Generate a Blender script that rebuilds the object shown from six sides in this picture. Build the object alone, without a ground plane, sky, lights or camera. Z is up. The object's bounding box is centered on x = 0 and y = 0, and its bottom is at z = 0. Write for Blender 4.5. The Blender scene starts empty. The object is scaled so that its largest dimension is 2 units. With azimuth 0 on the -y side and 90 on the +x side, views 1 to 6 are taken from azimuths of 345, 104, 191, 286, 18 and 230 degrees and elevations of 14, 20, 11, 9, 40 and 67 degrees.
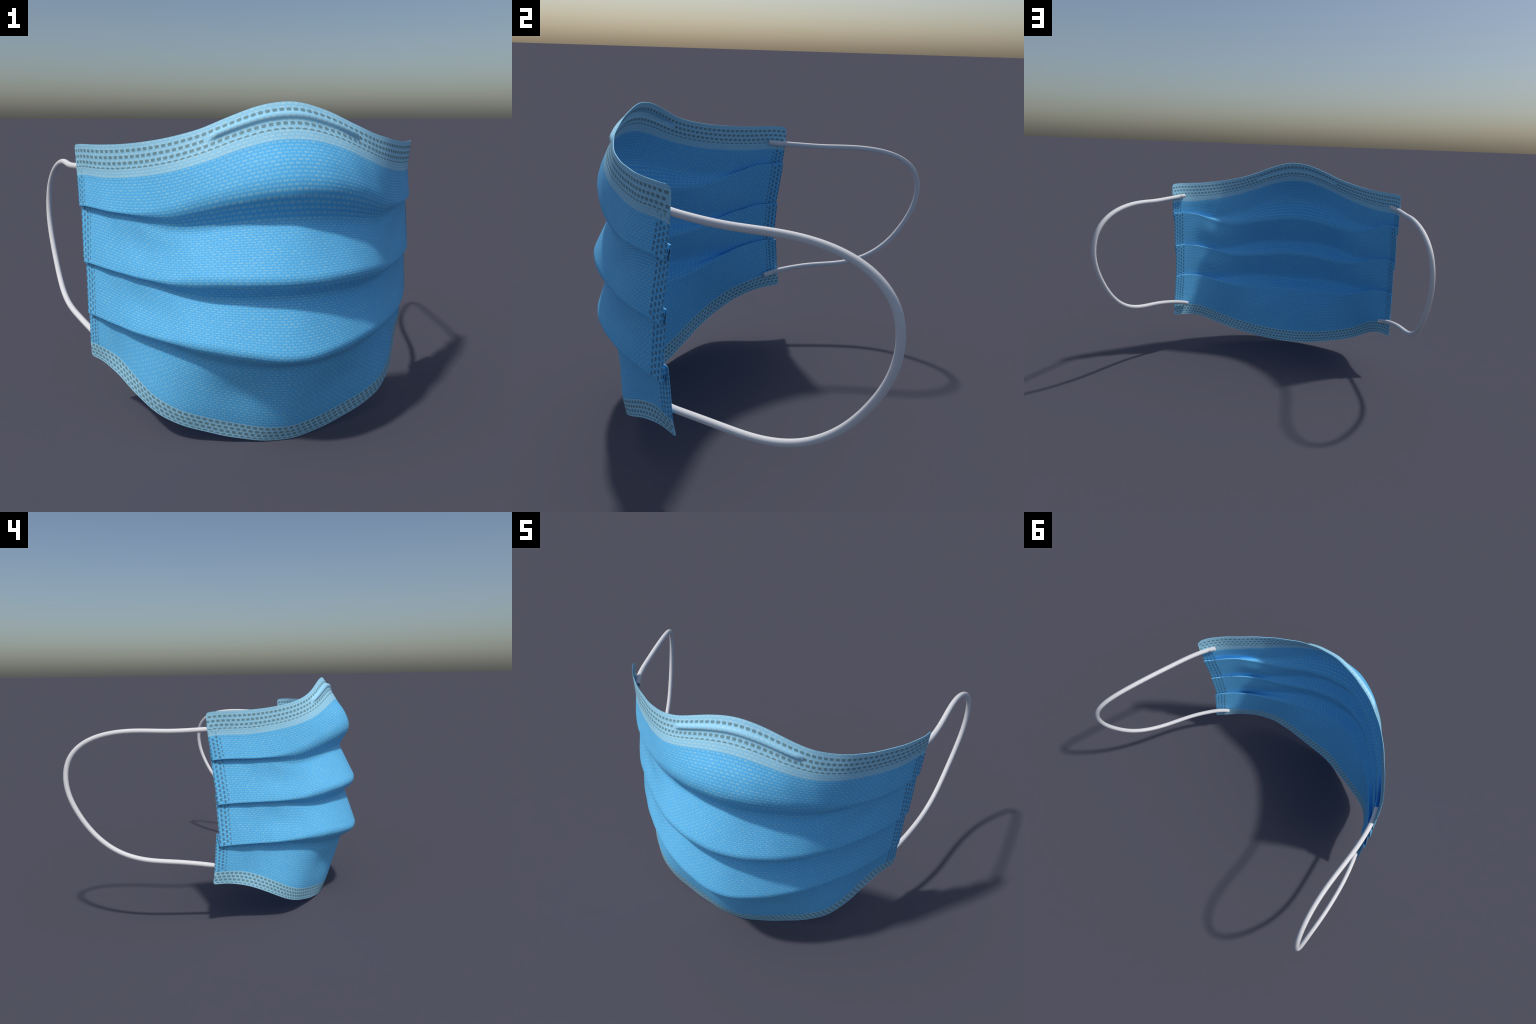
# A pleated three-fold face mask with ear loops, standing open and curved.
import bpy, math
import numpy as np

# ----------------------------------------------------------------------------
# 1. Guide curves of the cloth.  Every line that runs across the mask (hems,
#    fold lips, inner folds) is a mirrored cubic B-spline.  Control points go
#    from the side edge (+x) to the middle plane (x = 0).
# ----------------------------------------------------------------------------
GUIDES = {
    "top_edge":   [(0.794, -0.030, 1.242), (0.784, -0.086, 1.250), (0.718, -0.180, 1.247), (0.599, -0.304, 1.253),
                   (0.470, -0.416, 1.273), (0.321, -0.493, 1.312), (0.167, -0.515, 1.385), (0.0, -0.518, 1.427)],
    "hem_line":   [(0.792, -0.039, 1.112), (0.767, -0.090, 1.124), (0.711, -0.192, 1.112), (0.590, -0.318, 1.122),
                   (0.468, -0.444, 1.145), (0.331, -0.549, 1.190), (0.172, -0.597, 1.256), (0.0, -0.607, 1.287)],
    "lip_a":      [(0.789, -0.057, 0.984), (0.765, -0.111, 0.993), (0.707, -0.217, 0.986), (0.585, -0.350, 0.978),
                   (0.457, -0.476, 0.996), (0.326, -0.584, 1.052), (0.173, -0.665, 1.092), (0.0, -0.703, 1.114)],
    "inner_a":    [(0.786, -0.048, 1.038), (0.750, -0.093, 1.038), (0.694, -0.195, 1.037), (0.598, -0.319, 0.971),
                   (0.460, -0.436, 0.928), (0.316, -0.540, 0.954), (0.165, -0.606, 0.979), (0.0, -0.648, 0.989)],
    "lip_b":      [(0.785, -0.082, 0.739), (0.758, -0.135, 0.744), (0.702, -0.239, 0.744), (0.584, -0.371, 0.729),
                   (0.461, -0.500, 0.725), (0.337, -0.624, 0.757), (0.176, -0.703, 0.763), (0.0, -0.737, 0.760)],
    "inner_b":    [(0.782, -0.074, 0.799), (0.750, -0.122, 0.802), (0.692, -0.221, 0.790), (0.584, -0.346, 0.738),
                   (0.461, -0.457, 0.687), (0.322, -0.565, 0.676), (0.169, -0.646, 0.690), (0.0, -0.681, 0.697)],
    "lip_c":      [(0.781, -0.088, 0.503), (0.754, -0.140, 0.507), (0.693, -0.241, 0.506), (0.587, -0.382, 0.491),
                   (0.465, -0.512, 0.487), (0.333, -0.629, 0.492), (0.172, -0.705, 0.473), (0.0, -0.751, 0.451)],
    "inner_c":    [(0.782, -0.075, 0.573), (0.752, -0.125, 0.575), (0.685, -0.219, 0.566), (0.575, -0.339, 0.508),
                   (0.459, -0.452, 0.447), (0.326, -0.559, 0.413), (0.171, -0.638, 0.402), (0.0, -0.666, 0.397)],
    "chin_line":  [(0.785, -0.053, 0.351), (0.755, -0.103, 0.354), (0.674, -0.187, 0.344), (0.599, -0.327, 0.271),
                   (0.497, -0.439, 0.183), (0.335, -0.483, 0.133), (0.168, -0.522, 0.093), (0.0, -0.566, 0.072)],
    "lower_edge": [(0.783, -0.042, 0.279), (0.750, -0.089, 0.279), (0.688, -0.186, 0.266), (0.607, -0.320, 0.193),
                   (0.497, -0.423, 0.106), (0.335, -0.467, 0.057), (0.170, -0.502, 0.013), (0.0, -0.531, -0.006)],
}
ORDER = list(GUIDES)
# cloth rows (bonding-dash rows) between neighbouring guides, and mesh rows for them
CLOTH_ROWS = [11, 12.5, 5, 24, 5, 23, 5, 24, 6]
MESH_ROWS = [44, 44, 26, 62, 26, 62, 26, 60, 22]
# how far each bend is rounded (m along the cloth): at the side edge, in the middle
BEND = {"hem_line": (0.03, 0.05), "lip_a": (0.012, 0.085), "inner_a": (0.012, 0.032), "lip_b": (0.012, 0.038),
        "inner_b": (0.012, 0.026), "lip_c": (0.012, 0.034), "inner_c": (0.012, 0.026), "chin_line": (0.03, 0.05)}
THICK = 0.0030          # cloth thickness
HALF_ACROSS = 1.04      # half the width of the flat cloth
CORD_RADIUS = 0.0140
EAR_LOOP = [(0.708, -0.119, 0.362), (0.742, -0.082, 0.377), (0.788, 0.011, 0.399), (0.846, 0.155, 0.420), (0.892, 0.308, 0.427),
            (0.929, 0.456, 0.471), (0.955, 0.581, 0.567), (0.978, 0.669, 0.698), (0.991, 0.730, 0.842), (0.974, 0.723, 1.005),
            (0.929, 0.623, 1.103), (0.885, 0.477, 1.143), (0.857, 0.326, 1.150), (0.833, 0.173, 1.143), (0.800, 0.022, 1.151),
            (0.764, -0.075, 1.156), (0.7342, -0.1175, 1.163)]


def smooth(a, b, x):
    t = np.clip((np.asarray(x, float) - a) / (b - a), 0, 1)
    return t * t * (3 - 2 * t)


def spline_basis(u, n):
    """cubic B-spline basis with clamped ends on [-1, 1]"""
    t = np.concatenate([[-1] * 3, np.linspace(-1, 1, n - 2), [1] * 3])
    u = np.clip(np.atleast_1d(u), -1, 1 - 1e-12)
    b = np.array([(u >= t[i]) & (u < t[i + 1]) for i in range(len(t) - 1)], float).T
    for p in range(1, 4):
        nb = np.zeros((len(u), len(t) - 1 - p))
        for i in range(nb.shape[1]):
            d0, d1 = t[i + p] - t[i], t[i + p + 1] - t[i + 1]
            if d0 > 0:
                nb[:, i] += (u - t[i]) / d0 * b[:, i]
            if d1 > 0:
                nb[:, i] += (t[i + p + 1] - u) / d1 * b[:, i + 1]
        b = nb
    return b


def mirrored(half):
    h = np.array(half, float)
    left = h.copy()
    left[:, 0] *= -1
    return np.vstack([left, h[-2::-1]])


# ----------------------------------------------------------------------------
# 2. The cloth as one grid  P[row, column]
# ----------------------------------------------------------------------------
fine_end = np.linspace(0.955, 1.0, 26)
US = np.unique(np.round(np.concatenate([np.linspace(-0.955, 0.955, 271), fine_end, -fine_end]), 6))
NU = len(US)
KEYS = np.stack([spline_basis(US, 15) @ mirrored(GUIDES[k]) for k in ORDER], 1)      # (NU, 10, 3)

# outward direction of the cloth, roughly: horizontal normal of the guides
tang = np.gradient(KEYS.mean(1), US, axis=0)
OUT = np.stack([tang[:, 1], -tang[:, 0], 0 * US], -1)
OUT /= np.linalg.norm(OUT, axis=1)[:, None]

# keep the three layers of each fold apart where they lie flat on each other
flat = smooth(0.5, 0.9, np.abs(US))[:, None]
for j, k in enumerate(ORDER):
    if k.startswith("lip"):
        KEYS[:, j] += OUT * 0.0035 * flat
    if k.startswith("inner"):
        KEYS[:, j] -= OUT * 0.0055 * flat
        # the inner folds stick out a little at the cut edge
        KEYS[:, j] += np.sign(US)[:, None] * tang / np.linalg.norm(tang, axis=1)[:, None] * 0.0045 * smooth(0.93, 1.0, np.abs(US))[:, None]

open_ = 1 - smooth(0.35, 0.85, np.abs(US))      # 1 where the pleats stand open


def section(i):
    """rounded polyline through the keys of column i, cut at the keys"""
    p = KEYS[i]
    q = p.copy()
    r = np.zeros(len(p))
    seg = np.linalg.norm(np.diff(p, axis=0), axis=1)
    for j, k in enumerate(ORDER):
        if k in BEND:
            lo, hi = BEND[k]
            r[j] = min(lo + (hi - lo) * open_[i], 0.46 * seg[j - 1], 0.46 * seg[j])
    for _ in range(6):
        for j in range(1, len(p) - 1):
            a = q[j - 1] - q[j]
            b = q[j + 1] - q[j]
            mid = q[j] + 0.25 * r[j] * (a / np.linalg.norm(a) + b / np.linalg.norm(b))
            q[j] += 0.8 * (p[j] - mid)
    pts, cut = [q[0]], [0]
    s = np.linspace(0, 1, 21)[:, None]
    for j in range(1, len(p) - 1):
        a = q[j] + (q[j - 1] - q[j]) / np.linalg.norm(q[j - 1] - q[j]) * r[j]
        b = q[j] + (q[j + 1] - q[j]) / np.linalg.norm(q[j + 1] - q[j]) * r[j]
        arc = (1 - s) ** 2 * a + 2 * s * (1 - s) * q[j] + s * s * b
        cut.append(len(pts) + 10)
        pts.extend(arc)
    cut.append(len(pts))
    pts.append(q[-1])
    return np.array(pts), cut


ROW_SPLITS = np.concatenate([[0], np.cumsum(MESH_ROWS)])
NV = ROW_SPLITS[-1] + 1
DOWN = np.zeros(NV)                    # cloth coordinate of each mesh row, in dash rows
start = 0.0
for j, n in enumerate(MESH_ROWS):
    s = np.linspace(0, 1, n + 1)
    s = 0.35 * s + 0.65 * (1 - np.cos(np.pi * s)) / 2
    DOWN[ROW_SPLITS[j]:ROW_SPLITS[j + 1] + 1] = start + s * CLOTH_ROWS[j]
    start += CLOTH_ROWS[j]
KEY_DOWN = DOWN[ROW_SPLITS]

P = np.zeros((NV, NU, 3))
for i in range(NU):
    pts, cut = section(i)
    for j in range(len(MESH_ROWS)):
        part = pts[cut[j]:cut[j + 1] + 1]
        length = np.concatenate([[0], np.cumsum(np.linalg.norm(np.diff(part, axis=0), axis=1))])
        rows = slice(ROW_SPLITS[j], ROW_SPLITS[j + 1] + 1)
        want = (DOWN[rows] - KEY_DOWN[j]) / CLOTH_ROWS[j] * length[-1]
        for c in range(3):
            P[rows, i, c] = np.interp(want, length, part[:, c])

# rounded outer corners
edge_len = np.linalg.norm(np.diff(P[:, -1], axis=0), axis=1)
from_top = np.concatenate([[0], np.cumsum(edge_len)])
from_low = from_top[-1] - from_top
for v in range(NV):
    cutback = 0.0
    for dist, rad in ((from_top[v], 0.020), (from_low[v], 0.016)):
        if dist < rad:
            cutback += rad - math.sqrt(rad * rad - (rad - dist) ** 2)
    if cutback > 0:
        new_u = US * (1 - cutback / HALF_ACROSS * smooth(0.5, 0.95, np.abs(US)))
        P[v] = np.stack([np.interp(new_u, US, P[v, :, c]) for c in range(3)], -1)


def grid_normals(p):
    du = np.gradient(p, US, axis=1)
    dv = np.gradient(p, axis=0)
    n = np.cross(dv, du)
    n /= np.linalg.norm(n, axis=2)[..., None] + 1e-12
    return n


N = grid_normals(P)
if (N[:, NU // 2, 1].mean()) > 0:
    N = -N

# ridge of the nose wire, pressed out of the upper hem
BAND = CLOTH_ROWS[0]
WIRE_HALF = 0.318
fr = DOWN / BAND
bump = smooth(0.25, 0.36, fr) * (1 - smooth(0.395, 0.50, fr))
ends = 1 - smooth(WIRE_HALF - 0.045, WIRE_HALF + 0.004, np.abs(US))
P = P + N * (0.0140 * bump[:, None] * ends[None, :])[..., None]
# the two middle panels sink in a little beside the cheeks
for k in (3, 5):
    t = (DOWN - KEY_DOWN[k]) / CLOTH_ROWS[k]
    dip = np.where((t > 0) & (t < 1), np.sin(np.pi * np.clip(t, 0, 1)) ** 2, 0.0) * (1.15 - 0.4 * np.clip(t, 0, 1))
    P = P - N * (0.0105 * dip[:, None] * np.exp(-((np.abs(US) - 0.66) / 0.15) ** 2)[None, :])[..., None]
# the nose panel is blown out, the chin panel flattened beside the middle
for k, amount, where, wide in ((1, 0.009, 0.0, 0.22), (7, -0.012, 0.22, 0.12)):
    t = np.clip((DOWN - KEY_DOWN[k]) / CLOTH_ROWS[k], 0, 1)
    dip = np.sin(np.pi * t) ** 2 * (1.2 - 0.5 * t)
    P = P + N * (amount * dip[:, None] * np.exp(-((np.abs(US) - where) / wide) ** 2)[None, :])[..., None]
# faint slack of the non-woven cloth
wave = (np.sin(US * 23 + 0.6)[None, :] * np.sin(DOWN * 0.21 + 1.1)[:, None] + np.sin(US * 41 - DOWN[:, None] * 0.17)) * 0.0007
P = P + N * wave[..., None]
N = grid_normals(P)
if (N[:, NU // 2, 1].mean()) > 0:
    N = -N
low = P[..., 2].min()
FRONT = P + N * THICK / 2
BACK = P - N * THICK / 2


def surface(u, v, side, lift):
    """points on the cloth at cloth coordinates (u, v in dash rows), lifted off its face"""
    fi = np.clip(np.interp(u, US, np.arange(NU)), 0, NU - 1.001)
    fj = np.clip(np.interp(v, DOWN, np.arange(NV)), 0, NV - 1.001)
    i, j = fi.astype(int), fj.astype(int)
    a, b = (fi - i)[:, None], (fj - j)[:, None]
    mix = lambda g: (g[j, i] * (1 - a) + g[j, i + 1] * a) * (1 - b) + (g[j + 1, i] * (1 - a) + g[j + 1, i + 1] * a) * b
    n = mix(N)
    n /= np.linalg.norm(n, axis=1)[:, None]
    return mix(P) + n * side * (THICK / 2 + lift)


# ----------------------------------------------------------------------------
# 3. Materials
# ----------------------------------------------------------------------------
class Nodes:
    def __init__(self, name):
        self.mat = bpy.data.materials.new(name)
        self.mat.use_nodes = True
        self.t = self.mat.node_tree
        self.bsdf = self.t.nodes["Principled BSDF"]

    def link(self, a, b):
        self.t.links.new(a, b)

    def value(self, x, socket):
        if isinstance(x, (int, float)):
            socket.default_value = x
        else:
            self.link(x, socket)

    def math(self, op, a, b=0.0, c=None):
        n = self.t.nodes.new("ShaderNodeMath")
        n.operation = op
        self.value(a, n.inputs[0])
        self.value(b, n.inputs[1])
        if c is not None:
            self.value(c, n.inputs[2])
        return n.outputs[0]

    def step(self, x, a, b):
        n = self.t.nodes.new("ShaderNodeMapRange")
        n.interpolation_type = "SMOOTHSTEP"
        self.value(x, n.inputs[0])
        n.inputs[1].default_value, n.inputs[2].default_value = a, b
        return n.outputs[0]

    def attribute(self, name):
        n = self.t.nodes.new("ShaderNodeAttribute")
        n.attribute_name = name
        return n.outputs["Fac"]

    def noise(self, scale, detail=2.0):
        tc = self.t.nodes.new("ShaderNodeTexCoord")
        n = self.t.nodes.new("ShaderNodeTexNoise")
        n.inputs["Scale"].default_value = scale
        n.inputs["Detail"].default_value = detail
        self.link(tc.outputs["Object"], n.inputs["Vector"])
        return n.outputs["Fac"]

    def white(self, x, y):
        c = self.t.nodes.new("ShaderNodeCombineXYZ")
        self.value(x, c.inputs[0])
        self.value(y, c.inputs[1])
        n = self.t.nodes.new("ShaderNodeTexWhiteNoise")
        n.noise_dimensions = "2D"
        self.link(c.outputs[0], n.inputs["Vector"])
        return n.outputs["Value"]

    def mix(self, fac, a, b):
        n = self.t.nodes.new("ShaderNodeMix")
        n.data_type = "RGBA"
        self.value(fac, n.inputs[0])
        for x, s in ((a, n.inputs[6]), (b, n.inputs[7])):
            if isinstance(x, tuple):
                s.default_value = (*x, 1)
            else:
                self.link(x, s)
        return n.outputs[2]


def cloth_material(name, base, dash, thread):
    m = Nodes(name)
    across, down = m.attribute("cloth_across"), m.attribute("cloth_down")
    row = m.math("FLOOR", down)
    half = m.math("MULTIPLY", m.math("MODULO", row, 2.0), 0.5)
    drift = m.math("MULTIPLY", m.white(row, 7.3), 0.22)
    a = m.math("ADD", m.math("ADD", m.math("DIVIDE", across, 0.0255), 200.0), m.math("ADD", half, drift))
    cell = m.math("FLOOR", a)
    fa = m.math("ABSOLUTE", m.math("SUBTRACT", m.math("FRACT", a), 0.5))
    fd = m.math("ABSOLUTE", m.math("SUBTRACT", m.math("FRACT", down), 0.5))
    mask = m.math("MULTIPLY", m.math("SUBTRACT", 1.0, m.step(fa, 0.22, 0.47)), m.math("SUBTRACT", 1.0, m.step(fd, 0.06, 0.43)))
    pick = m.white(cell, row)
    split = m.math("MULTIPLY", m.math("SUBTRACT", 1.0, m.step(fa, 0.0, 0.17)), m.step(pick, 0.35, 0.6))
    mask = m.math("MULTIPLY", mask, m.math("SUBTRACT", 1.0, m.math("MULTIPLY", split, 0.62)))
    amount = m.math("MULTIPLY", mask, m.math("MULTIPLY_ADD", m.white(row, cell), 0.35, 0.65))
    # fine weave threads between the bonding dashes
    th = m.math("ABSOLUTE", m.math("SUBTRACT", m.math("FRACT", m.math("MULTIPLY", a, 2.0)), 0.5))
    tone = m.mix(m.math("MULTIPLY", m.step(th, 0.32, 0.5), 0.35), base, thread)
    tone = m.mix(m.math("MULTIPLY", m.step(m.noise(9.0), 0.35, 0.7), 0.12), tone, thread)
    col = m.mix(amount, tone, dash)
    m.link(col, m.bsdf.inputs["Base Color"])
    m.bsdf.inputs["Roughness"].default_value = 0.65
    m.bsdf.inputs["Specular IOR Level"].default_value = 0.28
    b = m.t.nodes.new("ShaderNodeBump")
    b.inputs["Strength"].default_value = 0.12
    b.inputs["Distance"].default_value = 0.002
    m.link(mask, b.inputs["Height"])
    m.link(b.outputs[0], m.bsdf.inputs["Normal"])
    return m.mat


def plain_material(name, colour, other, rough, scale=60.0):
    m = Nodes(name)
    m.link(m.mix(m.noise(scale), colour, other), m.bsdf.inputs["Base Color"])
    m.bsdf.inputs["Roughness"].default_value = rough
    m.bsdf.inputs["Specular IOR Level"].default_value = 0.25
    return m.mat


BLUE = cloth_material("blue_nonwoven", (0.102, 0.530, 0.960), (0.300, 0.690, 0.915), (0.090, 0.505, 0.940))
PALE = cloth_material("pale_hem_cloth", (0.315, 0.690, 0.920), (0.510, 0.785, 0.890), (0.290, 0.670, 0.910))
WELD = plain_material("pressed_weld", (0.150, 0.330, 0.395), (0.215, 0.350, 0.390), 0.6)
SIDE_WELD = plain_material("pressed_side_weld", (0.075, 0.265, 0.450), (0.130, 0.280, 0.410), 0.6)
FAINT_WELD = plain_material("covered_weld", (0.270, 0.520, 0.670), (0.310, 0.550, 0.680), 0.7)
CORD = plain_material("white_elastic_cord", (0.800, 0.795, 0.800), (0.760, 0.760, 0.770), 0.6, 25.0)

# ----------------------------------------------------------------------------
# 4. Objects
# ----------------------------------------------------------------------------
root = bpy.data.objects.new("face_mask", None)
bpy.context.scene.collection.objects.link(root)
root["label"] = "light blue pleated disposable face mask with white ear loops"
root["category"] = "face mask"


def add_mesh(name, verts, faces, normals, mat, parent, attributes=None):
    me = bpy.data.meshes.new(name)
    me.from_pydata([tuple(v) for v in verts], [], [tuple(f) for f in faces])
    me.update()
    me.polygons.foreach_set("use_smooth", np.ones(len(me.polygons), bool))
    for key, val in (attributes or {}).items():
        at = me.attributes.new(key, "FLOAT", "POINT")
        at.data.foreach_set("value", np.asarray(val, np.float32))
    if normals is not None:
        me.normals_split_custom_set_from_vertices([tuple(n) for n in normals])
    me.materials.append(mat)
    ob = bpy.data.objects.new(name, me)
    bpy.context.scene.collection.objects.link(ob)
    ob.parent = parent
    return ob


def cloth_part(name, mask, mat):
    """both faces and the outer rim of the grid cells in mask"""
    jj, ii = np.nonzero(mask)
    quads = np.stack([jj * NU + ii, jj * NU + ii + 1, (jj + 1) * NU + ii + 1, (jj + 1) * NU + ii], 1)
    used, inv = np.unique(quads, return_inverse=True)
    q = inv.reshape(quads.shape)
    n = len(used)
    f, b, nn = FRONT.reshape(-1, 3)[used], BACK.reshape(-1, 3)[used], N.reshape(-1, 3)[used]
    across, down = np.tile(US * HALF_ACROSS, NV)[used], np.repeat(DOWN, NU)[used]
    verts, norm = [f, b], [nn, -nn]
    # is (row, column) order front facing?
    v0, v1, v3 = f[q[0, 0]], f[q[0, 1]], f[q[0, 3]]
    flip = np.dot(np.cross(v1 - v0, v3 - v0), nn[q[0, 0]]) < 0
    faces = [q[:, ::-1] if flip else q, (q if flip else q[:, ::-1]) + n]
    at_a, at_d = [across, across], [down, down]
    total = 2 * n

    def rim(cells, first, second, outward):
        nonlocal total
        for j, i in cells:
            a, c = first(j, i), second(j, i)
            o = outward(j, i)
            ring = [FRONT[a], FRONT[c], BACK[c], BACK[a]]
            nrm = np.cross(ring[1] - ring[0], ring[3] - ring[0])
            idx = [0, 1, 2, 3] if np.dot(nrm, o) > 0 else [3, 2, 1, 0]
            verts.append(np.array(ring))
            norm.append(np.tile(o, (4, 1)))
            faces.append(np.array([[total + k for k in idx]]))
            at_a.append(np.array([US[x[1]] * HALF_ACROSS for x in (a, c, c, a)]))
            at_d.append(np.array([DOWN[x[0]] for x in (a, c, c, a)]))
            total += 4

    def away(j, i, dj, di):
        o = P[min(max(j, 0), NV - 1), min(max(i, 0), NU - 1)] - P[j - dj, i - di]
        return o / (np.linalg.norm(o) + 1e-12)

    rim([(j, i) for j, i in zip(jj, ii) if j == 0], lambda j, i: (0, i), lambda j, i: (0, i + 1), lambda j, i: away(0, i, -1, 0))
    rim([(j, i) for j, i in zip(jj, ii) if j == NV - 2], lambda j, i: (NV - 1, i), lambda j, i: (NV - 1, i + 1), lambda j, i: away(NV - 1, i, 1, 0))
    rim([(j, i) for j, i in zip(jj, ii) if i == 0], lambda j, i: (j, 0), lambda j, i: (j + 1, 0), lambda j, i: away(j, 0, 0, -1))
    rim([(j, i) for j, i in zip(jj, ii) if i == NU - 2], lambda j, i: (j, NU - 1), lambda j, i: (j + 1, NU - 1), lambda j, i: away(j, NU - 1, 0, 1))
    fl = np.vstack(faces)
    return add_mesh(name, np.vstack(verts), fl.tolist(), np.vstack(norm), mat, root,
                    {"cloth_across": np.concatenate(at_a), "cloth_down": np.concatenate(at_d)})


row_mid = (DOWN[:-1] + DOWN[1:]) / 2
col_mid = (US[:-1] + US[1:]) / 2
SEAM_U = 1 - 0.075 / HALF_ACROSS
col = np.abs(col_mid)[None, :]
rows = row_mid[:, None]
wire_mask = (rows > 0.24 * BAND) & (rows < 0.54 * BAND) & (col < WIRE_HALF + 0.01)
upper = (rows < KEY_DOWN[1]) & (col < 2)
lower = (rows > KEY_DOWN[8]) & (col < 2)
upper_hem = cloth_part("hem_band", upper & ~wire_mask, PALE)
lower_hem = cloth_part("hem_band", lower, PALE)
nose_wire = cloth_part("nose_wire", wire_mask, PALE)
middle = ~upper & ~lower
pleat_ends = [KEY_DOWN[1], KEY_DOWN[3], KEY_DOWN[5], KEY_DOWN[7], KEY_DOWN[8]]
for a, b in zip(pleat_ends[:-1], pleat_ends[1:]):
    cloth_part("pleat", middle & (rows > a) & (rows < b) & (col < SEAM_U), BLUE)
seams = {}
for sgn in (-1, 1):
    seams[sgn] = cloth_part("side_seam", middle & (col > SEAM_U) & (np.sign(col_mid)[None, :] == sgn), BLUE)

# ---- pressed weld marks: small rounded pads, just proud of both faces ----------
du_m = np.linalg.norm(np.gradient(P, US, axis=1), axis=2)          # metres per u
dv_m = np.linalg.norm(np.gradient(P, DOWN, axis=0), axis=2)        # metres per dash row


def pad_outline(hx, hy, cut):
    """rounded rectangle in metres (x across, y down); cut: which half is missing"""
    pts = []
    r = 0.85 * min(hx, hy)
    for cx, cy, a0 in ((hx - r, hy - r, 0), (-hx + r, hy - r, 90), (-hx + r, -hy + r, 180), (hx - r, -hy + r, 270)):
        for k in range(4):
            a = math.radians(a0 + k * 30)
            pts.append((cx + r * math.cos(a), cy + r * math.sin(a)))
    o = np.array(pts)
    if cut == "low":
        o[:, 1] = np.minimum(o[:, 1], 0.0)
    if cut == "in+":                       # inner side towards the middle missing, +x side
        o[:, 0] = np.maximum(o[:, 0], 0.0)
    if cut == "in-":
        o[:, 0] = np.minimum(o[:, 0], 0.0)
    return o


def weld_pads(marks, name, mat, parent, lift=0.0003):
    """marks: (u, v, half across m or u units, half down, cut, unit of down)"""
    verts, faces, norms = [], [], []
    total = 0
    for u0, v0, hx, hy, cut, rows_unit in marks:
        fi = int(np.clip(np.interp(u0, US, np.arange(NU)), 0, NU - 1))
        fj = int(np.clip(np.interp(v0, DOWN, np.arange(NV)), 0, NV - 1))
        o = pad_outline(hx, hy, cut)
        su = 1 / HALF_ACROSS
        sv = rows_unit
        for side in (1, -1):
            ring = []
            for scale, up in ((1.0, -0.0008), (1.0, lift), (0.5, lift)):
                c = o.mean(0)
                w = c + (o - c) * scale
                u = np.clip(u0 + w[:, 0] * su, -1, 1)
                ring.append(surface(u, v0 + w[:, 1] * sv, side, up))
                norms.append((surface(u, v0 + w[:, 1] * sv, side, 1.0) - ring[-1]) / (1.0 - up))
            c = surface(np.array([u0 + o.mean(0)[0] * su]), np.array([v0 + o.mean(0)[1] * sv]), side, lift)
            n = len(o)
            verts.extend([*ring, c])
            norms.append(N[fj, fi][None, :] * side)
            fl = []
            for k in range(n):
                k2 = (k + 1) % n
                fl.append((k, k2, n + k2, n + k))
                fl.append((n + k, n + k2, 2 * n + k2, 2 * n + k))
                fl.append((2 * n + k, 2 * n + k2, 3 * n))
            flat_n = np.cross(ring[1][4] - ring[1][0], ring[1][8] - ring[1][0])
            want = N[fj, fi] * side
            if np.dot(flat_n, want) < 0:
                fl = [f[::-1] for f in fl]
            faces.extend([tuple(x + total for x in f) for f in fl])
            total += 3 * n + 1
    ob = add_mesh(name, np.vstack(verts), faces, np.vstack(norms), mat, parent)
    ob["kind"] = "stuff"
    return ob


def row_of(v_frac, key, count_rows, period, hx, hy_m, length_m, shift, cut=None, skip=0.0, limit=0.996):
    """one row of weld marks running across the mask"""
    step = period / HALF_ACROSS
    per_m = count_rows / length_m
    n = int(2 / step) + 2
    out = []
    for k in range(-n // 2 - 1, n // 2 + 2):
        u = (k + shift) * step
        if abs(u) > limit or abs(u) < skip:
            continue
        out.append((u, KEY_DOWN[key] + v_frac * count_rows, hx, hy_m, cut, per_m))
    return out


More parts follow.
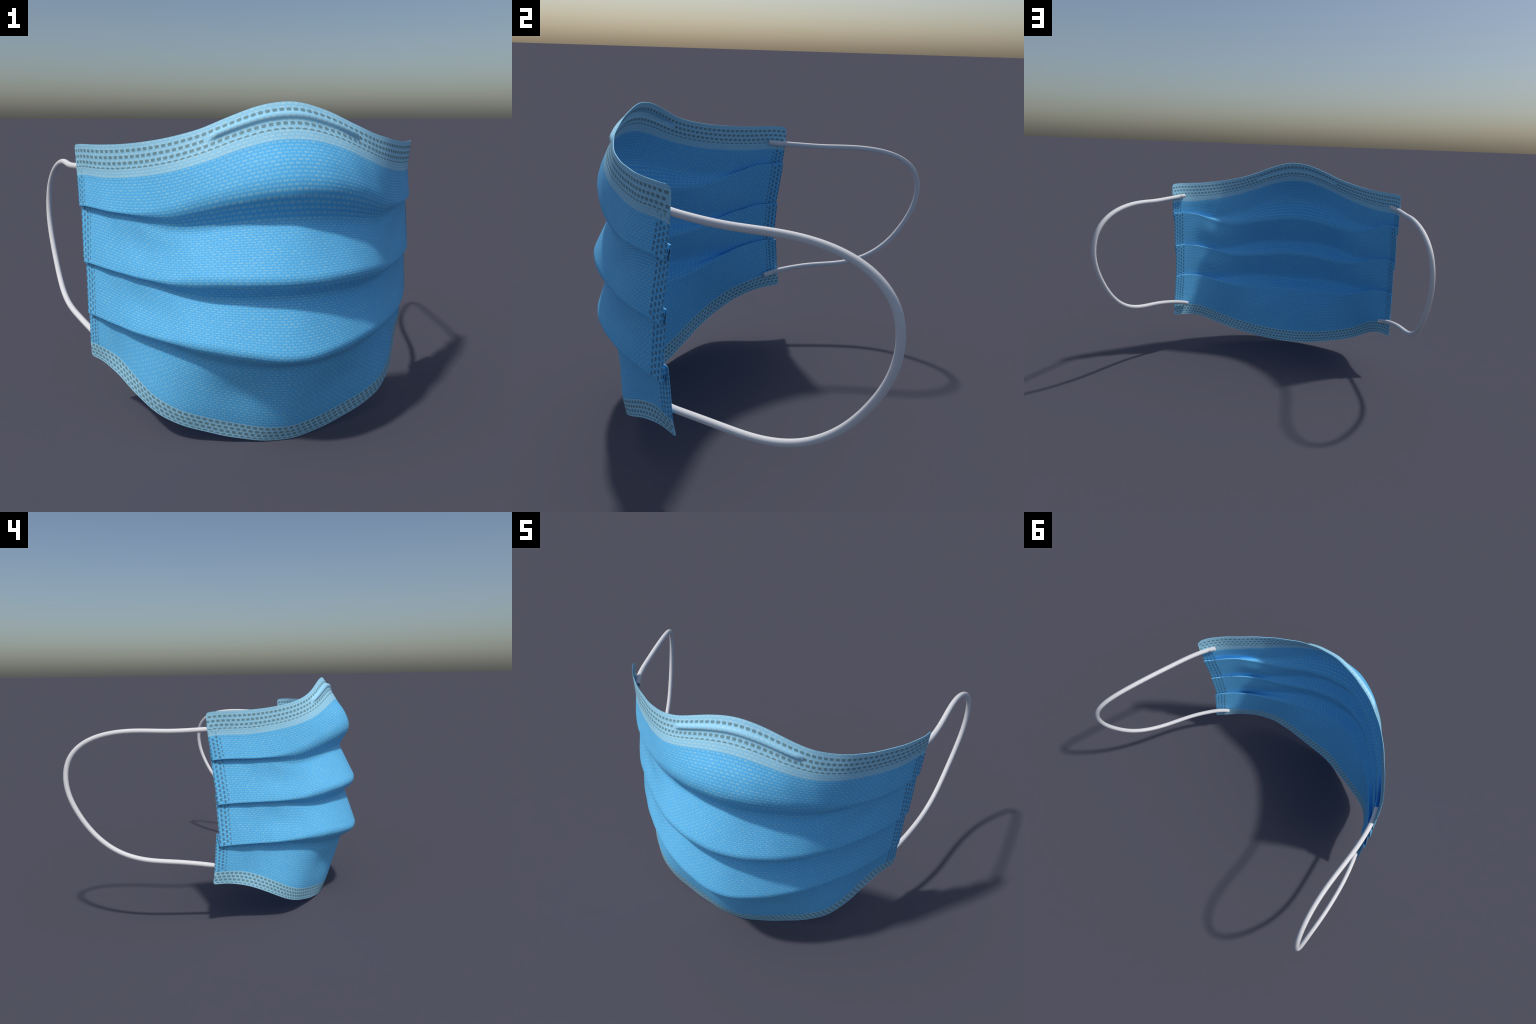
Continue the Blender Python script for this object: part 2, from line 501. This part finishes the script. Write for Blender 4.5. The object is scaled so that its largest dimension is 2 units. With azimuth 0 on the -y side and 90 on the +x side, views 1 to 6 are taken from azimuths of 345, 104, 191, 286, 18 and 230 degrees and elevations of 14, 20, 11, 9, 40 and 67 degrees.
marks = []
for r, (frac, cut) in enumerate(((0.205, None), (0.39, None), (0.57, None), (0.733, "low"))):
    marks += row_of(frac, 0, CLOTH_ROWS[0], 0.0284, 0.0096, 0.0062, 0.140, 0.6 * r, cut, WIRE_HALF - 0.004 if r == 1 else 0.0)
weld_pads(marks, "weld_mark", WELD, upper_hem)
marks = []
for r, (frac, cut) in enumerate(((0.155, None), (0.41, None), (0.66, None), (0.905, "low"))):
    marks += row_of(frac, 8, CLOTH_ROWS[8], 0.0268, 0.0092, 0.0062, 0.078, 0.375 * r, cut)
weld_pads(marks, "weld_mark", WELD, lower_hem)
folds = KEY_DOWN[2:8]
for sgn in (-1, 1):
    body, covered = [], []
    for c, off in enumerate((0.004, 0.0225, 0.0435, 0.0645)):
        v = 0.76 * BAND + (0.45 if c % 2 else 1.4)
        while v < KEY_DOWN[8] - 0.6:
            near = np.abs(folds - v).min()
            cut = ("in-" if sgn < 0 else None) if c == 3 else None
            hx = 0.0056
            if c == 0:
                hx = 0.0035
            u = sgn * (1 - off / HALF_ACROSS)
            if near > 0.45:
                hy = min(0.70, near - 0.05) * 0.0118
                mark = (u, v, hx, hy, cut, 1 / 0.0118)
                if v + hy / 0.0118 < KEY_DOWN[1]:
                    covered.append((u, v, hx, hy * 0.9, cut, 1 / 0.0118))
                elif v - hy / 0.0118 > KEY_DOWN[1]:
                    body.append(mark)
            v += 2.08
    weld_pads(body, "weld_mark", SIDE_WELD, seams[sgn])
    weld_pads(covered, "weld_mark", FAINT_WELD, upper_hem)

# ---- ear loops: hollow elastic cords -------------------------------------------
path = spline_basis(np.linspace(-1, 1, 221), len(EAR_LOOP)) @ np.array(EAR_LOOP) - np.array([0, 0, 0.0035])
AROUND = 24
for sgn in (1, -1):
    p = path * np.array([sgn, 1, 1])
    t = np.gradient(p, axis=0)
    t /= np.linalg.norm(t, axis=1)[:, None]
    ref = np.array([1.0, 0.0, 0.0])
    rings, norms = [], []
    ang = np.linspace(0, 2 * np.pi, AROUND, endpoint=False)
    frames = []
    for k in range(len(p)):
        ref = ref - t[k] * np.dot(ref, t[k])
        ref /= np.linalg.norm(ref)
        other = np.cross(t[k], ref)
        frames.append((ref.copy(), other))

    def ring(k, radius, shift=0.0):
        e, o = frames[k]
        d = np.cos(ang)[:, None] * e + np.sin(ang)[:, None] * o
        return p[k] + t[k] * shift + d * radius

    last = len(p) - 1
    stack = [ring(9, CORD_RADIUS * 0.80), ring(0, CORD_RADIUS * 0.84), ring(0, CORD_RADIUS * 0.97)]
    stack += [ring(k, CORD_RADIUS, 0.001 if k == 0 else (-0.001 if k == last else 0.0)) for k in range(len(p))]
    stack += [ring(last, CORD_RADIUS * 0.97), ring(last, CORD_RADIUS * 0.84), ring(last - 9, CORD_RADIUS * 0.80)]
    verts = np.vstack(stack)
    faces = []
    for k in range(len(stack) - 1):
        for m in range(AROUND):
            m2 = (m + 1) % AROUND
            faces.append((k * AROUND + m, k * AROUND + m2, (k + 1) * AROUND + m2, (k + 1) * AROUND + m))
    faces.append(tuple(range(AROUND))[::-1])
    faces.append(tuple((len(stack) - 1) * AROUND + m for m in range(AROUND)))
    add_mesh("ear_loop", verts, faces, None, CORD, root)
